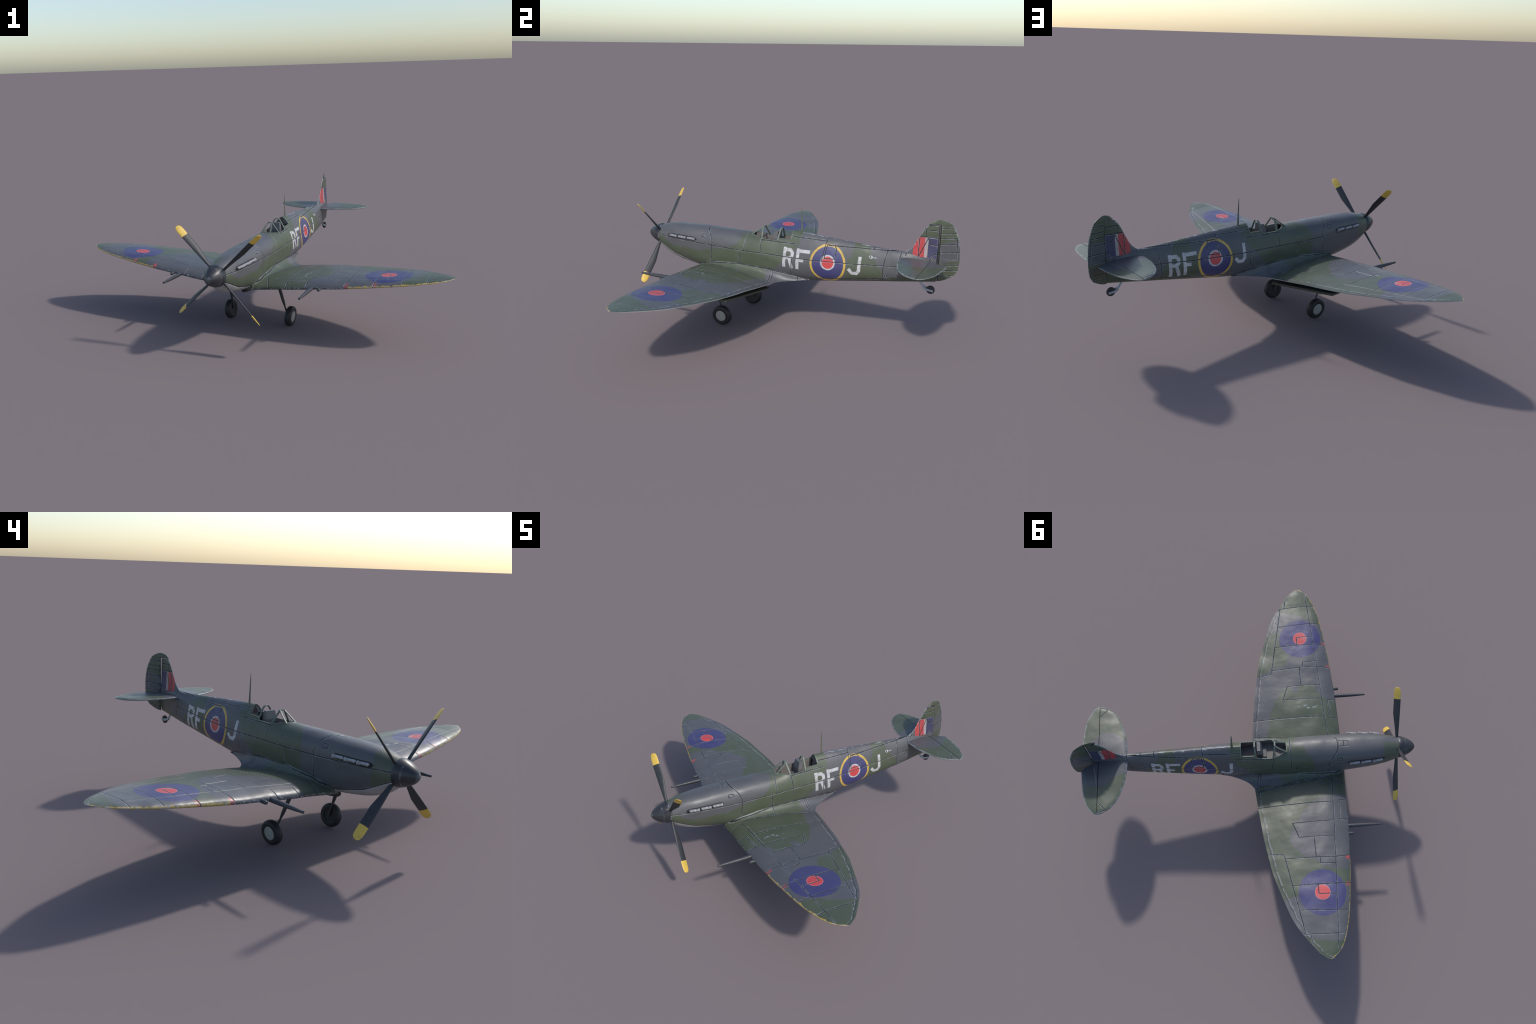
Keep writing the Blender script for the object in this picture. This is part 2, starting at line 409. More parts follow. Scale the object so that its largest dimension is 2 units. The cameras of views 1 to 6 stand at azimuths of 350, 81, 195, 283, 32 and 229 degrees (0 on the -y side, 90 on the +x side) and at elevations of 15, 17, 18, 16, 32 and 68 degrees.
def wing_paint():
    m = NT("wing_camouflage")
    x, y, z = m.x, m.y, m.z
    ax = abs(x)
    wob = m.noise(13, 1.5) - .5
    xw = x + wob * .035; yw = y + (m.noise(15, 1.5) - .5) * .03
    axw = abs(xw)
    port = m.step(x, -.01, .01)
    # left wing
    tip = m.step(axw - m.curve(yw, [(-.40, .92), (-.347, .936), (-.295, .961), (-.237, .994), (-.198, 1.003), (-.145, 1.024), (-.099, 1.038), (0., 1.06)]), -.004, .004)
    edge = m.curve(axw, [(0., .040), (.18, .034), (.287, .014), (.354, -.003), (.42, -.036), (.455, -.060), (.480, -.10), (.510, -.245), (.530, -.262), (.60, -.262)])
    notch = m.step(m.dist(m.vec(axw, yw), (.475, -.160)), .028, .022)
    inner = m.step(yw - edge, .004, -.004) * m.step(axw - m.curve(yw, [(-.42, .385), (-.405, .386), (-.318, .411), (-.29, .470), (-.262, .516), (-.25, .522), (0., .53)]), .004, -.004)
    inner = m.math('MULTIPLY', inner, 1 - notch)
    patch = m.step(axw - m.curve(yw, [(-.17, .735), (-.137, .712), (-.113, .652), (-.021, .642), (.02, .605), (.06, .585)]), -.004, .004) * m.step(axw, .888, .880) * m.step(yw + .165 , -.003, .003)
    gp = tip.max(inner).max(patch)
    # right wing: a large grey island on green, then a grey outer band
    isl = m.poly(m.vec(axw, yw), [(.36, -.27), (.50, -.19), (.555, -.235), (.62, -.30), (.64, -.42)])
    island = m.step(isl - m.curve(axw, [(.3, .105), (.42, .125), (.5, .135), (.6, .118), (.7, .075)]), .004, -.004).max(m.step(yw + m.curve(axw, [(.2, .275), (.27, .262), (.35, .24), (.45, .2), (.68, .22), (.8, .5)]), .004, -.004) * m.step(axw, .24, .25) * m.step(axw, .69, .68))
    outer = m.step(axw - m.curve(yw, [(-.40, .772), (-.378, .780), (-.326, .800), (-.25, .835), (-.053, .842), (.0, .866)]), -.004, .004) * m.step(axw - m.curve(yw, [(-.35, 1.10), (-.265, 1.107), (-.182, 1.097), (-.12, 1.08), (-.06, 1.06)]), .004, -.004)
    gs = 1 - island.max(outer)
    green = m.mix_float(port, gs, gp)
    col = m.mix(green, GREY, GREEN)
    q = m.vec(ax, y)
    d = m.dist(q, (.8317, -.2138))
    col = m.mix(m.step(d, .1340, .1322), col, BLUE)
    col = m.mix(m.step(d, .0450, .0415), col, (.66, .16, .17))
    col = m.mix(m.step(d, .0415, .0385), col, RED)
    # yellow leading edge, red gun patches
    le = m.curve(ax, [(0, -.425), (.29, -.4135), (.40, -.410), (.60, -.395), (.70, -.388), (.785, -.377), (.87, -.366), (.97, -.350), (1.04, -.332), (1.08, -.320), (1.11, -.308), (1.135, -.296), (1.17, -.268), (SPAN, -.225)])
    e = y - le
    fray = (m.noise(45, 3, .6) - .46) * .022
    col = m.mix(m.step(e + fray, .0042, .0028) * m.step(ax, .640, .645) * .85, col, (.48, .33, .07))
    for rx in (.6300, .7880):
        col = m.mix(m.step(abs(ax - rx), .0125, .0110) * m.step(e, .0260, .0240) * (.35 + m.step(m.noise(90, 2), .52, .44) * .45), col, (.50, .06, .065))
    # panel lines in plan view
    lines = m.poly(q,
        [(.135, -.342), (.172, -.336), (.628, -.309), (.939, -.287), (1.152, -.273)],
        [(.289, .117), (.282, -.330)], [(.408, -.077), (.404, -.317)], [(.499, -.109), (.498, -.312)], [(.408, -.077), (.499, -.109)],
        [(.620, -.018), (.628, -.309), (.620, -.387)], [(.782, -.049), (.786, -.302), (.782, -.378)], [(.925, -.079), (.936, -.287), (.936, -.351)],
        [(1.060, -.095), (1.066, -.280), (1.067, -.321)], [(.627, -.197), (.505, -.195)], [(.627, -.219), (.661, -.219), (.667, -.309)],
        [(.785, -.192), (.839, -.193), (.844, -.290)], [(.587, .068), (.595, -.011), (.615, -.018), (1.053, -.100), (1.060, -.060)],
        [(.275, -.420), (.272, -.367), (.395, -.358), (.398, -.410)], [(1.066, -.128), (1.111, -.135)],
        [(.1835, .118), (.1645, .000), (.1440, -.160), (.1250, -.318), (.168, -.420)], [(.1760, .118), (.1560, .000), (.1350, -.160), (.1170, -.316)])
    # wavy paler line with a dark line beside it, just before the trailing edge
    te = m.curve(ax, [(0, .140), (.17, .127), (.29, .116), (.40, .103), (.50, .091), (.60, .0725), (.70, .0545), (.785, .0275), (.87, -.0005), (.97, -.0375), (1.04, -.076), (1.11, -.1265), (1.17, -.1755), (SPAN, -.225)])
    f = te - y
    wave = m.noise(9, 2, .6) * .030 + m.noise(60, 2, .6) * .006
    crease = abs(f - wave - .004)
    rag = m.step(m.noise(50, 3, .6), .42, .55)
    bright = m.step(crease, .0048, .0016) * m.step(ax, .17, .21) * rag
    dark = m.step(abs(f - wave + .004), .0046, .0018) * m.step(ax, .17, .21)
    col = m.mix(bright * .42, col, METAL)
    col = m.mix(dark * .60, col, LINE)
    # scuffed walkway
    sc = m.noise(50, 4, .7, stretch=(1, .5, 1))
    scuff = m.step(sc, .56, .62) * m.step(m.dist(m.vec(ax, m.math('MULTIPLY_ADD', y, .22, -.235 * .78)), (.350, -.235)), .022, .010) * port
    col = m.mix(scuff * .8, col, METAL)
    wear = m.step(e + (m.noise(60, 4, .7) - .40) * .06, .004, .000)
    col = m.mix(wear * .55, col, METAL)
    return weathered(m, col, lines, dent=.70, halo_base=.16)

def underside_paint():
    m = NT("underside_grey")
    return weathered(m, m.mix(m.step(m.noise(6, 3), .4, .7) * .3, BELLY, (.26, .255, .25)), m.poly(m.vec(abs(m.x), m.y), [(.28, -.40), (.28, .10)], [(.62, -.38), (.62, .05)], [(.1, -.30), (1.1, -.27)]))

def tail_paint():
    m = NT("tailplane_camouflage")
    x, y = m.x, m.y
    ax = abs(x) + (m.noise(15, 1.5) - .5) * .02
    lim = m.mix_float(m.step(x, -.01, .01), m.curve(y, [(.86, .095), (.88, .10), (.93, .113), (.99, .165), (1.044, .174), (1.093, .161), (1.13, .14)]),
                      m.curve(y, [(.86, .10), (.888, .116), (.93, .149), (.977, .167), (1.022, .155), (1.067, .117), (1.13, .07)]))
    col = m.mix(m.step(ax - lim, -.003, .003), GREY, GREEN)
    q = m.vec(abs(x), y)
    lines = m.poly(q, [(.315, .983), (.268, 1.028)], [(.318, .985), (.333, 1.028)])
    tl = m.curve(abs(x), [(r[0], r[1]) for r in TAIL])
    tt = m.curve(abs(x), [(.0, 1.127)] + [(r[0], r[2]) for r in TAIL[2:]])
    return weathered(m, col, lines, edge=(y - tl).min(tt - y))

def fin_paint():
    m = NT("fin_camouflage")
    y, z = m.y, m.z
    wob = (m.noise(18, 1.5) - .5) * .02
    col = m.mix(m.step(z + wob, .655, .659), GREY, GREEN)
    fl = m.step(z, .5485, .5495) * m.step(z, .6605, .6590)
    rag = (m.noise(60, 3, .6) - .5) * .006
    wear = m.step(m.noise(50, 4, .7), .66, .5)
    col = m.mix(fl * m.step(y + rag, .9230, .9245), col, (.44, .058, .062))
    col = m.mix(fl * m.step(y + rag * .4, .9865, .9880) * (.50 + .40 * wear), col, (.36, .36, .36))
    col = m.mix(fl * m.step(y, 1.0045, 1.0060), col, (.046, .046, .105))
    p = m.vec(y, z)
    lines = m.poly(p, [(1.004, .655), (1.024, .623), (1.062, .622)], [(1.003, .656), (.955, .543), (.955, .658)],
                   [(1.018, .530), (1.038, .571), (1.062, .572)], [(.980, .703), (1.062, .703)], [(.988, .703), (.990, .665)],
                   [(.950, .664), (1.062, .663)], [(.995, .733), (1.062, .734)], [(.860, .550), (.93, .548)], [(.895, .54), (.905, .60)], [(1.0592, .42), (1.0592, .735)])  # final upright line draws the shadowed rudder gap in colour
    fl_ = m.curve(z, [(.555, .866), (.567, .886), (.580, .904), (.593, .915), (.614, .929), (.637, .941), (.665, .955), (.690, .967), (.710, .980), (.733, .999)])
    return weathered(m, col, lines, edge=y - fl_)

def rudder_paint():
    m = NT("rudder_camouflage")
    y, z = m.y, m.z
    wob = (m.noise(16, 1.5) - .5) * .03
    zz = z + wob - y * .15
    g = m.step(zz, .630, .634).max(m.step(zz, .520, .516))
    col = m.mix(g, GREY, GREEN)
    p = m.vec(y, z)
    lines = m.poly(p, *[[(-.002, a), (b, a + .004)] for a, b in ((.716, .078), (.686, .095), (.660, .105), (.625, .095), (.580, .117), (.538, .117), (.506, .115), (.478, .11), (.446, .08))],
                   [(.094, .660), (.097, .548)], [(.0015, .416), (.0015, .734), (-.07, .7365)])
    rb = m.curve(z, [(.4155, .008), (.4285, .052), (.449, .089), (.482, .110), (.53, .116), (.565, .116), (.60, .1138), (.655, .105), (.70, .088), (.7365, .065), (.755, .034), (.7645, .0)])
    return weathered(m, col, lines, edge=(rb - y) + m.step(z, .62, .5) * .02)

def fillet_paint():
    m = NT("fillet_camouflage")
    x, y = m.x, m.y
    port = m.step(x, -.01, .01)
    wob = (m.noise(14, 1.5) - .5) * .06
    gp = m.step(y + wob, .060, .053)
    gs = m.step(y + wob, -.02, -.03)
    col = m.mix(m.mix_float(port, gs, gp), GREY, GREEN)
    p = m.vec(y, m.z)
    lines = m.poly(p, [(-.123, .380), (-.118, .340)], [(.085, .370), (.100, .30)], [(.101, .366), (.116, .30)], [(.259, .345), (.262, .31)], [(-.42, .327), (-.321, .3535), (-.123, .3705), (.085, .3625), (.259, .3395), (.325, .323)])
    return weathered(m, col, lines)

def plain(name, col, rough=.5, metal=0., var=.25, scale=40, bump=.15, dark=None):
    m = NT(name)
    n = m.noise(scale, 4, .6)
    c = m.mix(m.step(n, .35, .7) * var, col, dark or tuple(v * .45 for v in col))
    if bump: m.bump(n, bump, .004)
    return m.done(c, rough + (n - .5) * .2, metal)

def spinner_paint():
    m = NT("spinner_black")
    n = m.noise(50, 4, .65)
    col = m.mix(m.step(n, .4, .7) * .35, (.026, .028, .032), (.055, .056, .06))
    d = abs(m.y + .7755)
    col = m.mix(m.step(d, .0030, .0018) * (.15 + m.step(n, .50, .62) * .5), col, METAL)
    col = m.mix(m.step(d, .0014, .0006), col, (.008, .008, .009))
    back = m.step(m.y, -.742, -.738) * m.step(n, .52, .62)
    col = m.mix(back * .8, col, METAL)
    col = m.mix(m.step(m.y + (n - .5) * .03, -.826, -.838) * .35, col, (.25, .26, .27))
    m.bump(n, .1, .003)
    return m.done(col, .38)

def blade_paint():
    m = NT("propeller_paint")
    n = m.noise(40, 3, .6); r = m.x
    col = m.mix(m.step(n, .4, .7) * .4, (.026, .028, .031), (.042, .044, .047))
    tip = m.step(r, .2885, .2900)
    ycol = m.mix(m.step(m.noise(60, 4, .7), .55, .7) * .5, (.66, .44, .075), (.30, .20, .05))
    col = m.mix(tip, col, ycol)
    chip = m.step(m.noise(70, 3, .7), .60, .66) * m.step(r, .342, .352)
    col = m.mix(chip, col, (.06, .05, .03))
    m.bump(n, .08, .003)
    return m.done(col, .5)

FUSE, WINGP, UNDER, TAILP, FINP, RUDP, FILP = fuselage_paint(), wing_paint(), underside_paint(), tail_paint(), fin_paint(), rudder_paint(), fillet_paint()
SPINP, BLADEP = spinner_paint(), blade_paint()
RUBBER = plain("tyre_rubber", (.018, .018, .020), .6)
HUB = plain("wheel_hub_grey", (.33, .33, .31), .5, 0., .25, 30)
STEEL = plain("leg_metal", (.075, .08, .085), .4, .3)
BRIGHT = plain("bare_metal", (.33, .36, .40), .42, .35)
GUNMETAL = plain("gun_metal", (.060, .063, .068), .45, .2, scale=60)
EXHAUST = plain("exhaust_metal", (.36, .37, .39), .55, .2, .7, 75, .4, (.10, .10, .10))
BLACK = plain("hollow_shade_black", (.008, .008, .009), .7)
INSIDE = plain("cockpit_grey", (.165, .150, .142), .6, 0., .2, 25, 0)
SEATP = plain("seat_grey", (.120, .118, .122), .55, 0., .2, 25, 0)
FRAMEP = plain("canopy_frame_green", (.098, .125, .085), .5, 0., .45, 90, .1, (.24, .27, .27))
MASTP = plain("mast_green", (.080, .098, .055), .5, 0., .5, 90, .1, (.22, .22, .23))
FLAPP = plain("flap_green", (.055, .062, .045), .55)

# ------------------------------------------------------------------ root
root = bpy.data.objects.new("fighter_aeroplane", None)
bpy.context.scene.collection.objects.link(root)
root.rotation_euler = (0, 0, radians(-35))
cx = .1454
root.location = (cx * cos(radians(35)), -cx * sin(radians(35)), 0)
root["label"] = "camouflaged green and grey wartime single-seat propeller fighter plane"
root["category"] = "fighter aeroplane"

# ------------------------------------------------------------------ fuselage
K1, K2, K3 = 10, 16, 18      # points: crown to sill, sill to widest, widest to keel
def half_section(y):
    zt, zb, hw, zc, nu, nl = section(y)
    q = SILL(y)
    ts = math.asin(clamp(q, 0, 1) ** (nu / 2))
    pts = []
    for i in range(K1): pts.append(pi / 2 + (ts - pi / 2) * i / K1)
    for i in range(K2): pts.append(ts * (1 - i / K2))
    out = []
    for t in pts: out.append((hw * max(cos(t), 0) ** (2 / nu), zc + (zt - zc) * sin(t) ** (2 / nu)))
    for i in range(K3 + 1):
        t = pi / 2 * i / K3
        out.append((hw * max(cos(t), 0) ** (2 / nl), zc - (zc - zb) * sin(t) ** (2 / nl)))
    return out

ys = []
knots = [-.735, -.728, -.720, -.705, -.690, -.670, -.650, -.600, -.540, -.470, -.400, -.320, -.200, -.110, -.064, -.03, .015, .065, .120, .127, .160, .203, .270, .350, .450, .600, .700, .780, .860, .930, 1.0, 1.045, 1.0605]
for a, b in zip(knots[:-1], knots[1:]):
    n = max(1, int(round((b - a) / .022)))
    ys += [a + (b - a) * i / n for i in range(n)]
ys.append(knots[-1])
rings = []
for y in ys:
    h = half_section(y)
    rings.append([Vector((x, y, z)) for x, z in h] + [Vector((-x, y, z)) for x, z in reversed(h[1:-1])])
N = len(rings[0])
verts = [p for r in rings for p in r]
faces = []
for i in range(len(ys) - 1):
    for j in range(N):
        k = (j + 1) % N
        ym = (ys[i] + ys[i + 1]) / 2
        top = j < K1 or j >= N - K1
        if COCKPIT[0] < ym < COCKPIT[1] and top: continue
        faces.append((i * N + j, i * N + k, (i + 1) * N + k, (i + 1) * N + j))
faces.append(tuple(range(N))); faces.append(tuple((len(ys) - 1) * N + j for j in range(N)))
fuselage = new_mesh_object("fuselage", verts, faces, root, [FUSE], sharp=50)

# cockpit tub
tub = Shape()
cy = [y for y in ys if COCKPIT[0] - 1e-6 <= y <= COCKPIT[1] + 1e-6]
rows = []
for y in cy:
    h = half_section(y)[K1]
    x, z = h[0] - .0012, h[1] - .0006
    rows.append([(x, y, z), (x * .97 , y, z - .014), (x * .97, y, .489), (-x * .97, y, .489), (-x * .97, y, z - .014), (-x, y, z)])
tub.add([p for r in rows for p in r], grid_faces(len(rows), 6))
# rear bulkhead and instrument panel
h = half_section(.203)[:K1 + 1]
pts = [(x, .2028, z - .0003) for x, z in h] + [(-x, .2028, z - .0003) for x, z in reversed(h[1:])]
base = [(-h[-1][0], .2028, .487), (h[-1][0], .2028, .487)]
tub.add(pts + base, [tuple(range(len(pts) + 2))])
h = half_section(-.064)[:K1 + 1]
pts = [(x * .98, -.0632, z - .002) for x, z in h] + [(-x * .98, -.0632, z - .002) for x, z in reversed(h[1:])]
tub.add(pts + [(-.03, -.0632, .487), (.03, -.0632, .487)], [tuple(range(len(pts) + 2))])
tub.make("cockpit_tub", fuselage, [INSIDE], smooth=False)
seat = Shape()
seat.loft([[(-.036, .074, .46), (.036, .074, .46), (.036, .106, .46), (-.036, .106, .46)],
           [(-.034, .078, .545), (.034, .078, .545), (.034, .106, .545), (-.034, .106, .545)],
           [(-.029, .088, .585), (.029, .088, .585), (.029, .108, .585), (-.029, .108, .585)]])
seat.box((-.030, .052, .487), (.030, .076, .500))
seat.make("seat", fuselage, [SEATP], smooth=False)

# windscreen and canopy frames
screen = Shape()
sx = half_section(.015)[K1]; fx = half_section(-.064)[K1]
apex = .604
hoop = [(-sx[0], .016, sx[1] - .004), (-.017, .005, .599), (-.011, .0045, .6035), (.011, .0045, .6035), (.017, .005, .599), (sx[0], .016, sx[1] - .004)]
screen.bar(hoop, .0090, .0052)
for s in (1, -1):
    screen.bar([(s * fx[0], -.064, fx[1]), (s * .023, -.028, .577), (s * .013, .004, .6025)], .0072, .0052, side=(1, 0, 0))
screen.bar([(-fx[0], -.0645, fx[1]), (0, -.0665, fx[1] + .006), (fx[0], -.0645, fx[1])], .007, .004)
screen.make("windscreen_frame", root, [FRAMEP], sharp=30)
hoop2 = Shape()
hx = half_section(.120)[K1]
hoop2.bar([(-hx[0], .118, hx[1] - .004), (-.0215, .121, .594), (-.0105, .122, .6045), (.0105, .122, .6045), (.0215, .121, .594), (hx[0], .118, hx[1] - .004)], .0100, .0045)
hoop2.make("canopy_hoop", root, [FRAMEP], sharp=30)
rim = Shape()
for s in (1, -1):
    path = []
    for y in cy:
        p = half_section(y)[K1]; path.append((s * (p[0] - .0004), y, p[1] + .0006))
    rim.bar(path, .0055, .0035, side=(1, 0, 0))
h = half_section(.203)[:K1 + 1]
rim.bar([(x, .203, z) for x, z in reversed(h)] + [(-x, .203, z) for x, z in h[1:]], .006, .0035)
rim.make("cockpit_rim", root, [FRAMEP], sharp=30)

# aerial mast
mast = Shape()
mast.tube([(0, .252, .590), (0, .252, .604), (0, .251, .65), (0, .249, .72), (0, .248, .750)], [.0066, .0064, .0050, .0030, .0011], 10, flat=.62, side=(1, 0, 0))
mast.make("aerial_mast", root, [MASTP])

# ------------------------------------------------------------------ spinner and propeller
spin = Shape()
spin.revolve([(-.734, .056), (-.735, .0625), (-.741, .0645), (-.750, .0635), (-.765, .0590), (-.780, .0530), (-.795, .0455), (-.810, .0365), (-.822, .0270), (-.830, .0180), (-.835, .0100), (-.8372, .0001)], 40, (0, 0, .4645))
propeller = spin.make("propeller_spinner", root, [SPINP], sharp=60)
HUBC = Vector((.0085, -.7305, .4640))
blade = Shape()
# radius, straight edge, bulged edge, half thickness, pitch
brow = [(.040, -.0080, .0080, .0075, 66), (.065, -.0090, .0080, .0072, 63), (.100, -.0112, .0118, .0064, 60), (.150, -.0140, .0186, .0058, 58), (.194, -.0160, .0246, .0054, 57.5), (.202, -.0165, .0256, .0053, 57.5),
        (.210, -.0168, .0252, .0052, 57.5), (.250, -.0184, .0238, .0048, 57), (.289, -.0200, .0226, .0044, 56.5), (.320, -.0203, .0222, .0040, 56), (.338, -.0190, .0210, .0034, 56), (.349, -.0158, .0178, .0027, 56),
        (.3555, -.0115, .0130, .0020, 56), (.3585, -.0070, .0082, .0012, 56), (.3590, -.0030, .0040, .0006, 56)]
rr = []
for r, lo, hi, t, tw in brow:
    a = radians(tw); ring = []
    for k in range(20):
        q = 2 * pi * k / 20
        u, v = (lo + hi) / 2 + (hi - lo) / 2 * cos(q), t * sin(q)
        ring.append(Vector((r, u * sin(a) - v * cos(a), -u * cos(a) - v * sin(a))))
    rr.append(ring)
blade.loft(rr)
b0 = blade.make("propeller_blade", propeller, [BLADEP], sharp=60)
for i, ang in enumerate((43.2, 133.2, 223.2, 313.2)):
    M = Matrix.Translation(HUBC) @ Matrix.Rotation(radians(-ang), 4, 'Y')
    if i == 0: b0.matrix_local = M
    else: instance(b0, propeller, M)

# ------------------------------------------------------------------ engine: exhausts, intake
slot = Shape(); 
def slot_line(t): return (-.649 + .222 * t, .4835 + .001 * t)
for s in (1, -1):
    rows = []
    for i in range(25):
        t = i / 24; y, zc_ = slot_line(t)
        hgt = .0138 * min(1, sqrt(max(0.02, 1 - (2 * t - 1) ** 12)))
        row = []
        for k in range(7):
            z = zc_ + hgt * (1 - 2 * k / 6)
            row.append((s * (side_x(y, z) + .0016 * (1 if 0 < k < 6 else -.5)), y, z))
        rows.append(row)
    slot.add([p for r in rows for p in r], grid_faces(25, 7))
slot.make("exhaust_recess_shade_strip", fuselage, [BLACK], sharp=80)  # black skin raised off the cowl, modelling the recess darkness
stub = Shape()
stub.tube([(0, -.030, -.001), (0, -.029, 0), (0, -.022, 0), (0, .000, 0), (0, .020, 0), (0, .029, 0), (0, .0288, 0), (0, .016, 0)],
          [.0040, .0068, .0084, .0078, .0088, .0102, .0082, .0070], 12)
st0 = stub.make("exhaust_stub", fuselage, [EXHAUST], sharp=50)
first = True
for s in (1, -1):
    for i in range(3):
        y = -.602 + .0685 * i; z = .4845
        n = (side_x(y + .02, z) - side_x(y - .02, z)) / .04
        M = Matrix.Translation((s * (side_x(y, z) + .0050), y, z)) @ Matrix.Rotation(-s * (math.atan(n) + .05), 4, 'Z')
        if first: st0.matrix_local = M; first = False
        else: instance(st0, fuselage, M)
intake = Shape()
ring = []
for y, w, hgt, zc_ in ((-.404, .0150, .0105, .2755), (-.400, .0185, .0130, .2755), (-.370, .0195, .0150, .2720), (-.320, .0200, .0170, .2680), (-.260, .0190, .0150, .2690), (-.200, .0160, .0090, .2740)):
    ring.append([Vector((w * cos(2 * pi * k / 20), y, zc_ + hgt * sin(2 * pi * k / 20))) for k in range(20)])
intake.loft(ring, 0)
intake.add([(x_ * .8, -.4046, .2755 + (z_ - .2755) * .8) for x_, y_, z_ in [tuple(v) for v in ring[0]]], [tuple(range(20))], 1)
intake.make("air_intake", root, [GUNMETAL, BLACK])

# ------------------------------------------------------------------ wings
def wing(sign, name):
    xs = [.03, .06, .09, .12, .15, .17] + [.17 + (1.0 - .17) * i / 36 for i in range(1, 37)]
    xs += [1.0 + (SPAN - 1.0) * sin(pi / 2 * i / 16) for i in range(1, 17)]
    M = 30; rows = []; 
    for x in xs:
        a, b = lead(x), trail(x); r = []
        te = .0016 * min(1, (SPAN - x) / .05)
        for i in range(M + 1):                       # upper, tail to nose
            t = (1 + cos(pi * i / M)) / 2
            r.append(Vector((sign * x, a + (b - a) * t, chord_z(x) - ROOT_TWIST(x) * t ** 3 + THICK_U(x) * (b - a) * foil(t) + te * t)))
        for i in range(1, M + 1):                    # lower, nose to tail
            t = (1 - cos(pi * i / M)) / 2
            r.append(Vector((sign * x, a + (b - a) * t, chord_z(x) - ROOT_TWIST(x) * t ** 3 - THICK_L(x) * (b - a) * foil(t) - te * t)))
        rows.append(r)
    n = 2 * M + 1; fs, ms = [], []
    for i in range(len(xs) - 1):
        for j in range(n):
            k = (j + 1) % n
            fs.append((i * n + j, i * n + k, (i + 1) * n + k, (i + 1) * n + j)); ms.append(0 if (j < M + 2) else 1)
    return new_mesh_object(name, [p for r in rows for p in r], fs, root, [WINGP, UNDER], ms, sharp=60)
wings = [wing(1, "wing"), wing(-1, "wing")]

# root fillets
def fillet(sign):
    yf = pchip([(0, -.420), (.16, -.320), (.42, -.123), (.70, .085), (.90, .259), (1, .328)])
    zf = pchip([(0, .318), (.05, .335), (.16, .357), (.42, .374), (.70, .366), (.90, .343), (1, .3265)])
    xw = pchip([(0, .070), (.05, .092), (.16, .113), (.42, .129), (.62, .160), (.70, .172), (.76, .150), (.82, .116), (.90, .084), (.96, .066), (1, .060)])
    yw = pchip([(0, -.4240), (.05, -.398), (.16, -.316), (.42, -.120), (.62, .045), (.70, .122), (.76, .136), (.82, .168), (.90, .232), (.96, .290), (1, .331)])
    zw = lambda t, x, y: (wing_up(x, min(y, trail(x) - .001)) + .0012) if t <= .70 else None
    zr = pchip([(.70, .3025), (.76, .3030), (.82, .3055), (.90, .3120), (.96, .319), (1, .3245)])
    T, J = 56, 14; rows = []
    for i in range(T + 1):
        t = i / T
        f = Vector((side_x(yf(t), zf(t)) + .0008, yf(t), zf(t)))
        x, y = xw(t), yw(t); z = zw(t, x, y)
        if z is None: z = zr(t)
        elif t > .6: z = z + (zr(.70) - z) * clamp((t - .6) / .1, 0, 1)
        w = Vector((x, y, z))
        full = .46 - .34 * clamp((t - .25) / .30, 0, 1); tall = full if t < .7 else full + (t - .7) * .9
        c = Vector((f.x + (w.x - f.x) * full, (f.y + w.y) / 2, w.z + (f.z - w.z) * tall))
        r = []
        for j in range(J + 1):
            s = j / J; p = f * (1 - s) ** 2 + c * 2 * s * (1 - s) + w * s * s
            r.append(Vector((sign * p.x, p.y, p.z)))
        # underside back to the belly
        k = clamp((t - .62) / .06, 0, 1); kz = section(w.y)[1]
        a = Vector((w.x - .004, w.y - .001, w.z - .0022))
        b = a.lerp(Vector((w.x * .55, w.y - .012, w.z - .006)), k) + Vector((0, 0, -.004)) * (1 - k)
        c = b.lerp(Vector((0, w.y - .02, kz + .006)), k) + Vector((-.004, 0, 0)) * (1 - k)
        for p in (a, b, c): r.append(Vector((sign * p.x, p.y, p.z)))
        rows.append(r)
    n = J + 4
    fs = grid_faces(len(rows), n); ms = [0 if (q % (n - 1)) < J else 1 for q in range(len(fs))]
    return new_mesh_object("wing_fillet", [p for r in rows for p in r], fs, root, [FILP, UNDER], ms, sharp=50)
for s in (1, -1): fillet(s)

# rivets along two ribs and the front spar
riv = Shape()
def rivet(x, y, r=.0024):
    z = wing_up(x, y)
    top = [(x + r * .5 * cos(k * pi / 3), y + r * .5 * sin(k * pi / 3), z + .0019) for k in range(6)]
    bot = [(x + r * cos(k * pi / 3), y + r * sin(k * pi / 3), z - .0004) for k in range(6)]
    riv.loft([bot, top], cap0=False)
for s in (1, -1):
    for i in range(17):
        y = -.315 + .41 * (i / 16) ** 1.05
        for off in (-.0115, .0115): rivet(s * (.2865 + off), y)
    for i in range(17): rivet(s * (.185 + .215 * i / 16), -.3245 + .215 * .055 * i / 16)
    for i in range(11): rivet(s * (.280 + .11 * i / 10), -.3615 + .007 * i / 10)
riv.make("rivets", wings[0], [plain("rivet_pale_grey", (.23, .24, .22), .4, .1, .4, 60)], kind="stuff", sharp=80)  # rivets in a paler colour than the wing around them

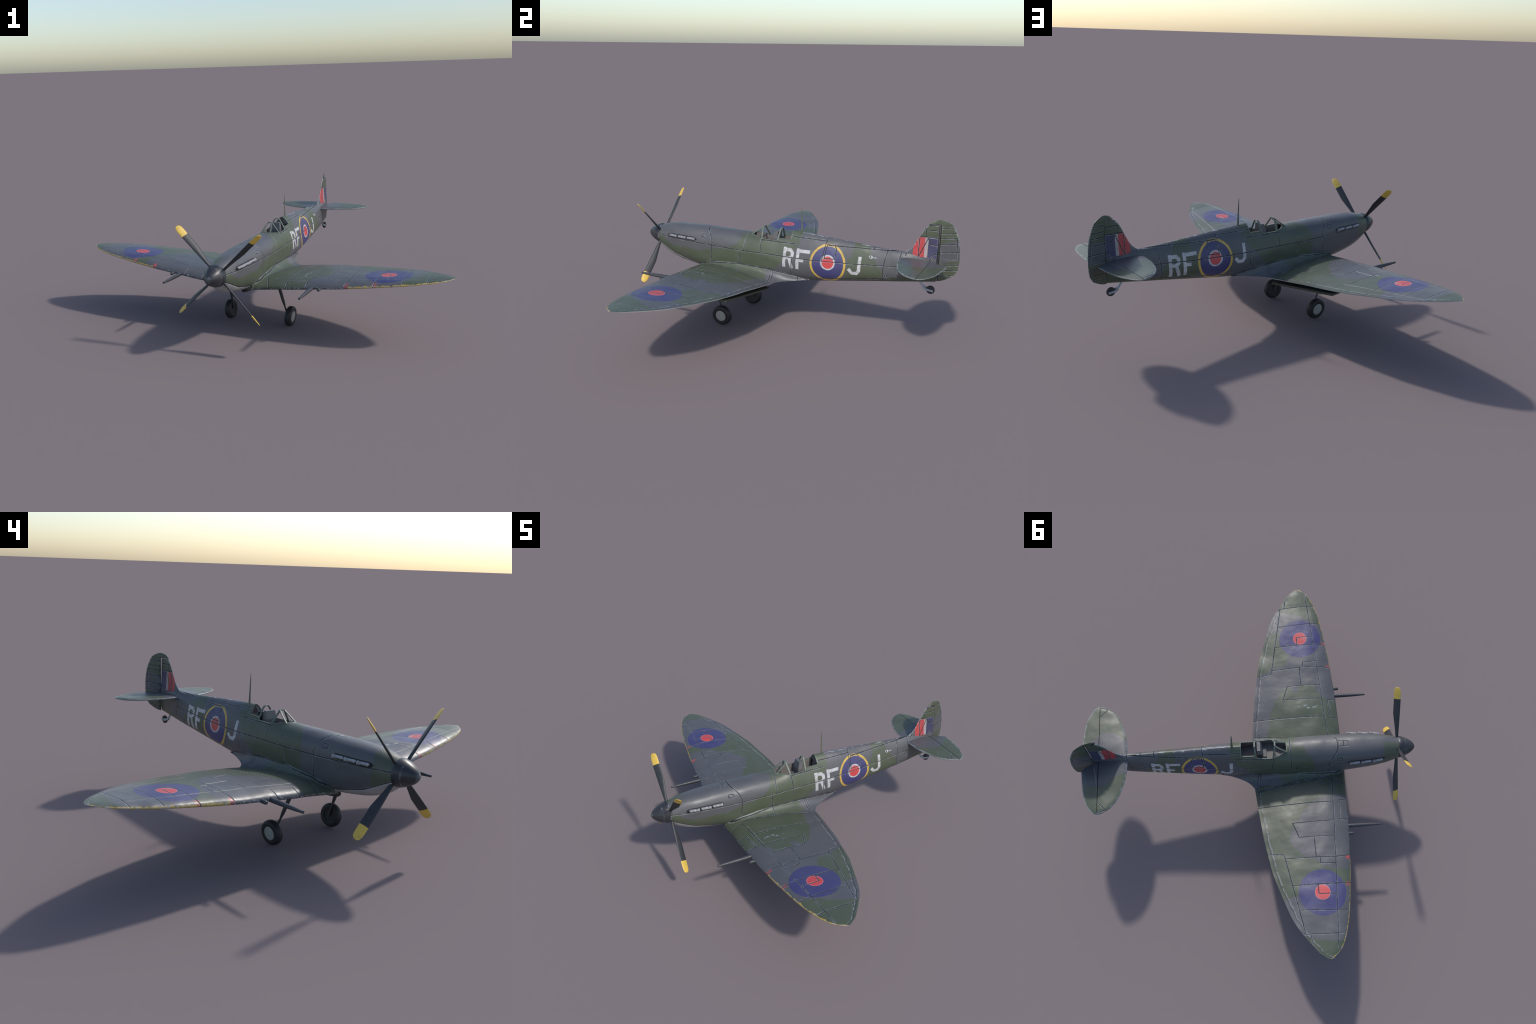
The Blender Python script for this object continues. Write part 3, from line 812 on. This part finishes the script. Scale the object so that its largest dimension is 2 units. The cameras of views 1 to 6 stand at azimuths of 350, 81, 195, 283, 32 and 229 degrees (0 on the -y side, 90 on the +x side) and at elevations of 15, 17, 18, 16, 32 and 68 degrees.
# lowered split flaps
def flap(s):
    fl = Shape(); up, lo = [], []
    n = 24; rows = []
    for i in range(n + 1):
        u = i / n
        x = .140 + (.602 - .140) * u
        yh = -.010 - .030 * u
        top = Vector((s * x, yh, wing_low(x, yh) - .0010))
        rear = Vector((s * (.158 + .445 * u), .1180 - .0440 * u, .2620 + .0590 * u))
        mid = top.lerp(rear, .5)
        rows.append([top, mid + Vector((0, 0, .002)), rear + Vector((0, .004, .0125)), rear + Vector((0, .001, 0)), mid + Vector((0, 0, -.006)), top + Vector((0, -.004, 0))])
    fl.loft(rows)
    fl.m = [0] * len(fl.f)
    return fl.make("flap", wings[0 if s > 0 else 1], [FLAPP], smooth=False)
for s in (1, -1): flap(s)

# cannons
gun = Shape()
gun.tube([(0, .030, .001), (0, -.005, .0005), (0, -.030, 0), (0, -.090, 0), (0, -.150, 0), (0, -.185, 0), (0, -.1852, 0), (0, -.1965, 0), (0, -.1966, 0), (0, -.190, 0)],
         [.0118, .0118, .0117, .0108, .0086, .0058, .0062, .0062, .0040, .0034], 14)
g0 = gun.make("cannon", wings[0], [GUNMETAL], sharp=50)
g0.matrix_local = Matrix.Translation((.4335, -.4045, .3365))
instance(g0, wings[1], Matrix.Translation((-.4335, -.4045, .3365)))
cap = Shape()
cap.revolve([(.03, .0095), (-.020, .0095), (-.0275, .0088), (-.0310, .0062), (-.0320, .0001)], 14)
c0 = cap.make("gun_stub", wings[0], [GUNMETAL])
c0.matrix_local = Matrix.Translation((.4825, -.4045, .3395))
instance(c0, wings[1], Matrix.Translation((-.4825, -.4045, .3395)))

# ------------------------------------------------------------------ tail
def tailplane(sign):
    def piece(lo, hi, name, parent, mats):
        xs = [.004, .015, .03, .045, .066] + [.066 + (.25 - .066) * i / 10 for i in range(1, 11)] + [.25 + (TSPAN - .25) * sin(pi / 2 * i / 12) for i in range(1, 13)]
        rows = []; M = 14
        for x in xs:
            a, b = TLEAD(-_tw(x)), TTRAIL(-_tw(x))
            th = .0095 * (1 - .35 * x / TSPAN) * min(1, sqrt(max(0.0, (TSPAN - x) / .03)))
            full = .27 * (1 - .3 * (x / TSPAN) ** 2)
            y0, y1 = (a, min(HINGE - .0020, b)) if lo == 0 else (HINGE + .0020, max(b, HINGE + .0028))
            y0 = min(y0, y1 - .0004)
            def half(y):
                t = clamp((y - a) / max(b - a, .01), 0, 1)
                return th * foil(t) + .0009
            r = []
            for i in range(M + 1):
                t = (1 + cos(pi * i / M)) / 2; y = y0 + (y1 - y0) * t
                r.append(Vector((sign * x, y, TAIL_Z + half(y))))
            for i in range(M + 1):
                t = (1 - cos(pi * i / M)) / 2; y = y0 + (y1 - y0) * t
                r.append(Vector((sign * x, y, TAIL_Z - half(y))))
            rows.append(r)
        n = len(rows[0]); sh = Shape(); sh.loft(rows)
        sh.m = [1 if (q % n) > M + 1 and q < (len(rows) - 1) * n else 0 for q in range(len(sh.f))]
        return sh.make(name, parent, mats, sharp=50)
    t = piece(0, 1, "tailplane", root, [TAILP, UNDER])
    piece(1, 1, "elevator", t, [TAILP, UNDER])
    h = Shape(); h.box((min(sign * .012, sign * .325), HINGE - .006, TAIL_Z - .0012), (max(sign * .012, sign * .325), HINGE + .006, TAIL_Z + .0012))
    h.make("hinge_gap_shade_bar", t, [BLACK], smooth=False)  # black filler keeps the elevator gap dark
for s in (1, -1): tailplane(s)

fin = Shape(); rows = []
zs = [.47, .50, .52, .54] + [.55 + (.733 - .55) * i / 22 for i in range(23)]
for z in zs:
    a, b = FIN_LEAD(z), 1.0600
    w = .0125 - .0060 * clamp((z - .55) / .18, 0, 1) + .004 * clamp((.60 - z) / .06, 0, 1)
    M = 12; r = []
    for i in range(M + 1):
        t = (1 + cos(pi * i / M)) / 2
        r.append(Vector((w * min(1, (1 - (1 - min(1, t * 1.3)) ** 2) ** .5) * (1 - .22 * t), a + (b - a) * t, z)))
    for i in range(1, M + 1):
        t = (1 - cos(pi * i / M)) / 2
        r.append(Vector((-w * min(1, (1 - (1 - min(1, t * 1.3)) ** 2) ** .5) * (1 - .22 * t), a + (b - a) * t, z)))
    rows.append(r)
fin.loft(rows)
fin.make("fin", root, [FINP], sharp=50)

rud = Shape()
def rudder_rows(zs, front):
    rows = []
    for z in zs:
        a, b = front(z), RUD_BACK(z)
        w = .0112 - .0050 * clamp((z - .45) / .3, 0, 1)
        w *= min(1, sqrt(max(.02, (.7652 - z) / .02))) * min(1, sqrt(max(.05, (z - .4150) / .02)))
        sag = min(abs(z - q) for q in RIBS); crest = max(0., 1 - sag / .0065)
        if z < .735: w *= .94 + .20 * crest; b -= .0022 * (1 - crest) * (1 if b > .03 else 0)     # cloth sagging between the ribs
        M = 10; r = []
        def th(y):
            t = (y - a) / max(1e-4, b - a)
            return w * max(.10, (1 - t)) * min(1, sqrt(max(0.0, t) * 9 + .03))
        for i in range(M + 1):
            y = a + (b - a) * (1 + cos(pi * i / M)) / 2; r.append(Vector((th(y), y, z)))
        for i in range(M + 1):
            y = a + (b - a) * (1 - cos(pi * i / M)) / 2; r.append(Vector((-th(y), y, z)))
        rows.append(r)
    return rows
RIBS = (.446, .478, .506, .538, .580, .625, .660, .686, .716)
low = sorted([.416, .4175, .420, .424, .429] + [.435 + (.735 - .435) * i / 60 for i in range(61)])
high = [.7352 + (.7645 - .7352) * sin(pi / 2 * i / 12) for i in range(13)]
rud.loft(rudder_rows(low, lambda z: -.0020))
horn = pchip([(.735, -.0655), (.741, -.057), (.7505, -.046), (.756, -.038), (.761, -.022), (.7636, -.011), (.7645, -.003)])
rud.loft(rudder_rows(high, horn))
rudder = rud.make("rudder", root, [RUDP], sharp=50)
rudder.matrix_local = Matrix.Translation((RUD_X, RUD_Y, 0)) @ Matrix.Rotation(radians(20.7), 4, 'Z')

# ------------------------------------------------------------------ undercarriage
def strut(s):
    g = Shape()
    A, B, C = Vector((s * .168, -.266, .285)), Vector((s * .1795, -.213, .150)), Vector((s * .1865, -.180, .066))
    g.tube([A, A.lerp(B, .6), A.lerp(B, .9), B, B.lerp(C, .06), B.lerp(C, .10), C], [.0098, .0098, .0088, .0070, .0070, .0052, .0052], 12)
    g.tube([C + Vector((-s * .004, 0, 0)), C + Vector((s * .022, 0, 0))], .006, 10)
    g.tube([Vector((s * .150, -.262, .292)), Vector((s * .182, -.266, .282))], .013, 12)
    return g.make("landing_leg", root, [STEEL], sharp=50)
legs = [strut(1), strut(-1)]
tyre = Shape()
prof = [(-.019, .034), (-.0205, .042), (-.0205, .050), (-.0175, .0575), (-.011, .0615), (-.004, .0628), (.004, .0628), (.011, .0615), (.0175, .0575), (.0205, .050), (.0205, .042), (.019, .034)]
tyre.revolve(prof, 28, axis='x')
tyre.f = tyre.f[:-2]; tyre.m = tyre.m[:-2]     # open rings, the hub fills them
hubs = Shape()
hubs.revolve([(-.0150, .0001), (-.0165, .0345), (.0160, .0350)], 28, axis='x', mat=1)
hubs.revolve([(.0162, .0349), (.0190, .0335), (.0200, .0300), (.0206, .0150), (.0210, .0001)], 28, axis='x')
def wheel(s):
    M = Matrix.Translation((s * .2065, -.1795, .0625)) @ Matrix.Rotation(s * radians(4), 4, 'Y')
    if s < 0: M = M @ Matrix.Rotation(pi, 4, 'Z')
    return M
w0 = tyre.make("wheel_tyre", legs[0], [RUBBER], sharp=40); w0.matrix_local = wheel(1)
instance(w0, legs[1], wheel(-1))
h0 = hubs.make("wheel_hub", legs[0], [HUB, RUBBER], sharp=30); h0.matrix_local = wheel(1)
instance(h0, legs[1], wheel(-1))

tl = Shape()
tl.tube([(0, .972, .412), (0, .980, .398), (0, .999, .374)], [.0062, .0062, .0058], 10)
for s in (1, -1):
    tl.bar([(s * .004, .996, .376), (s * .0115, 1.012, .3665), (s * .0115, 1.053, .3605)], .0035, .0125, side=(1, 0, 0))
tail_leg = tl.make("tail_wheel_fork", root, [BRIGHT], sharp=30)
tw = Shape()
tw.revolve([(-.008, .008), (-.0085, .016), (-.0065, .0215), (-.002, .0240), (.002, .0240), (.0065, .0215), (.0085, .016), (.008, .008)], 20, (0, 1.0355, .3642), axis='x')
tw.make("tail_wheel", tail_leg, [RUBBER], sharp=40)
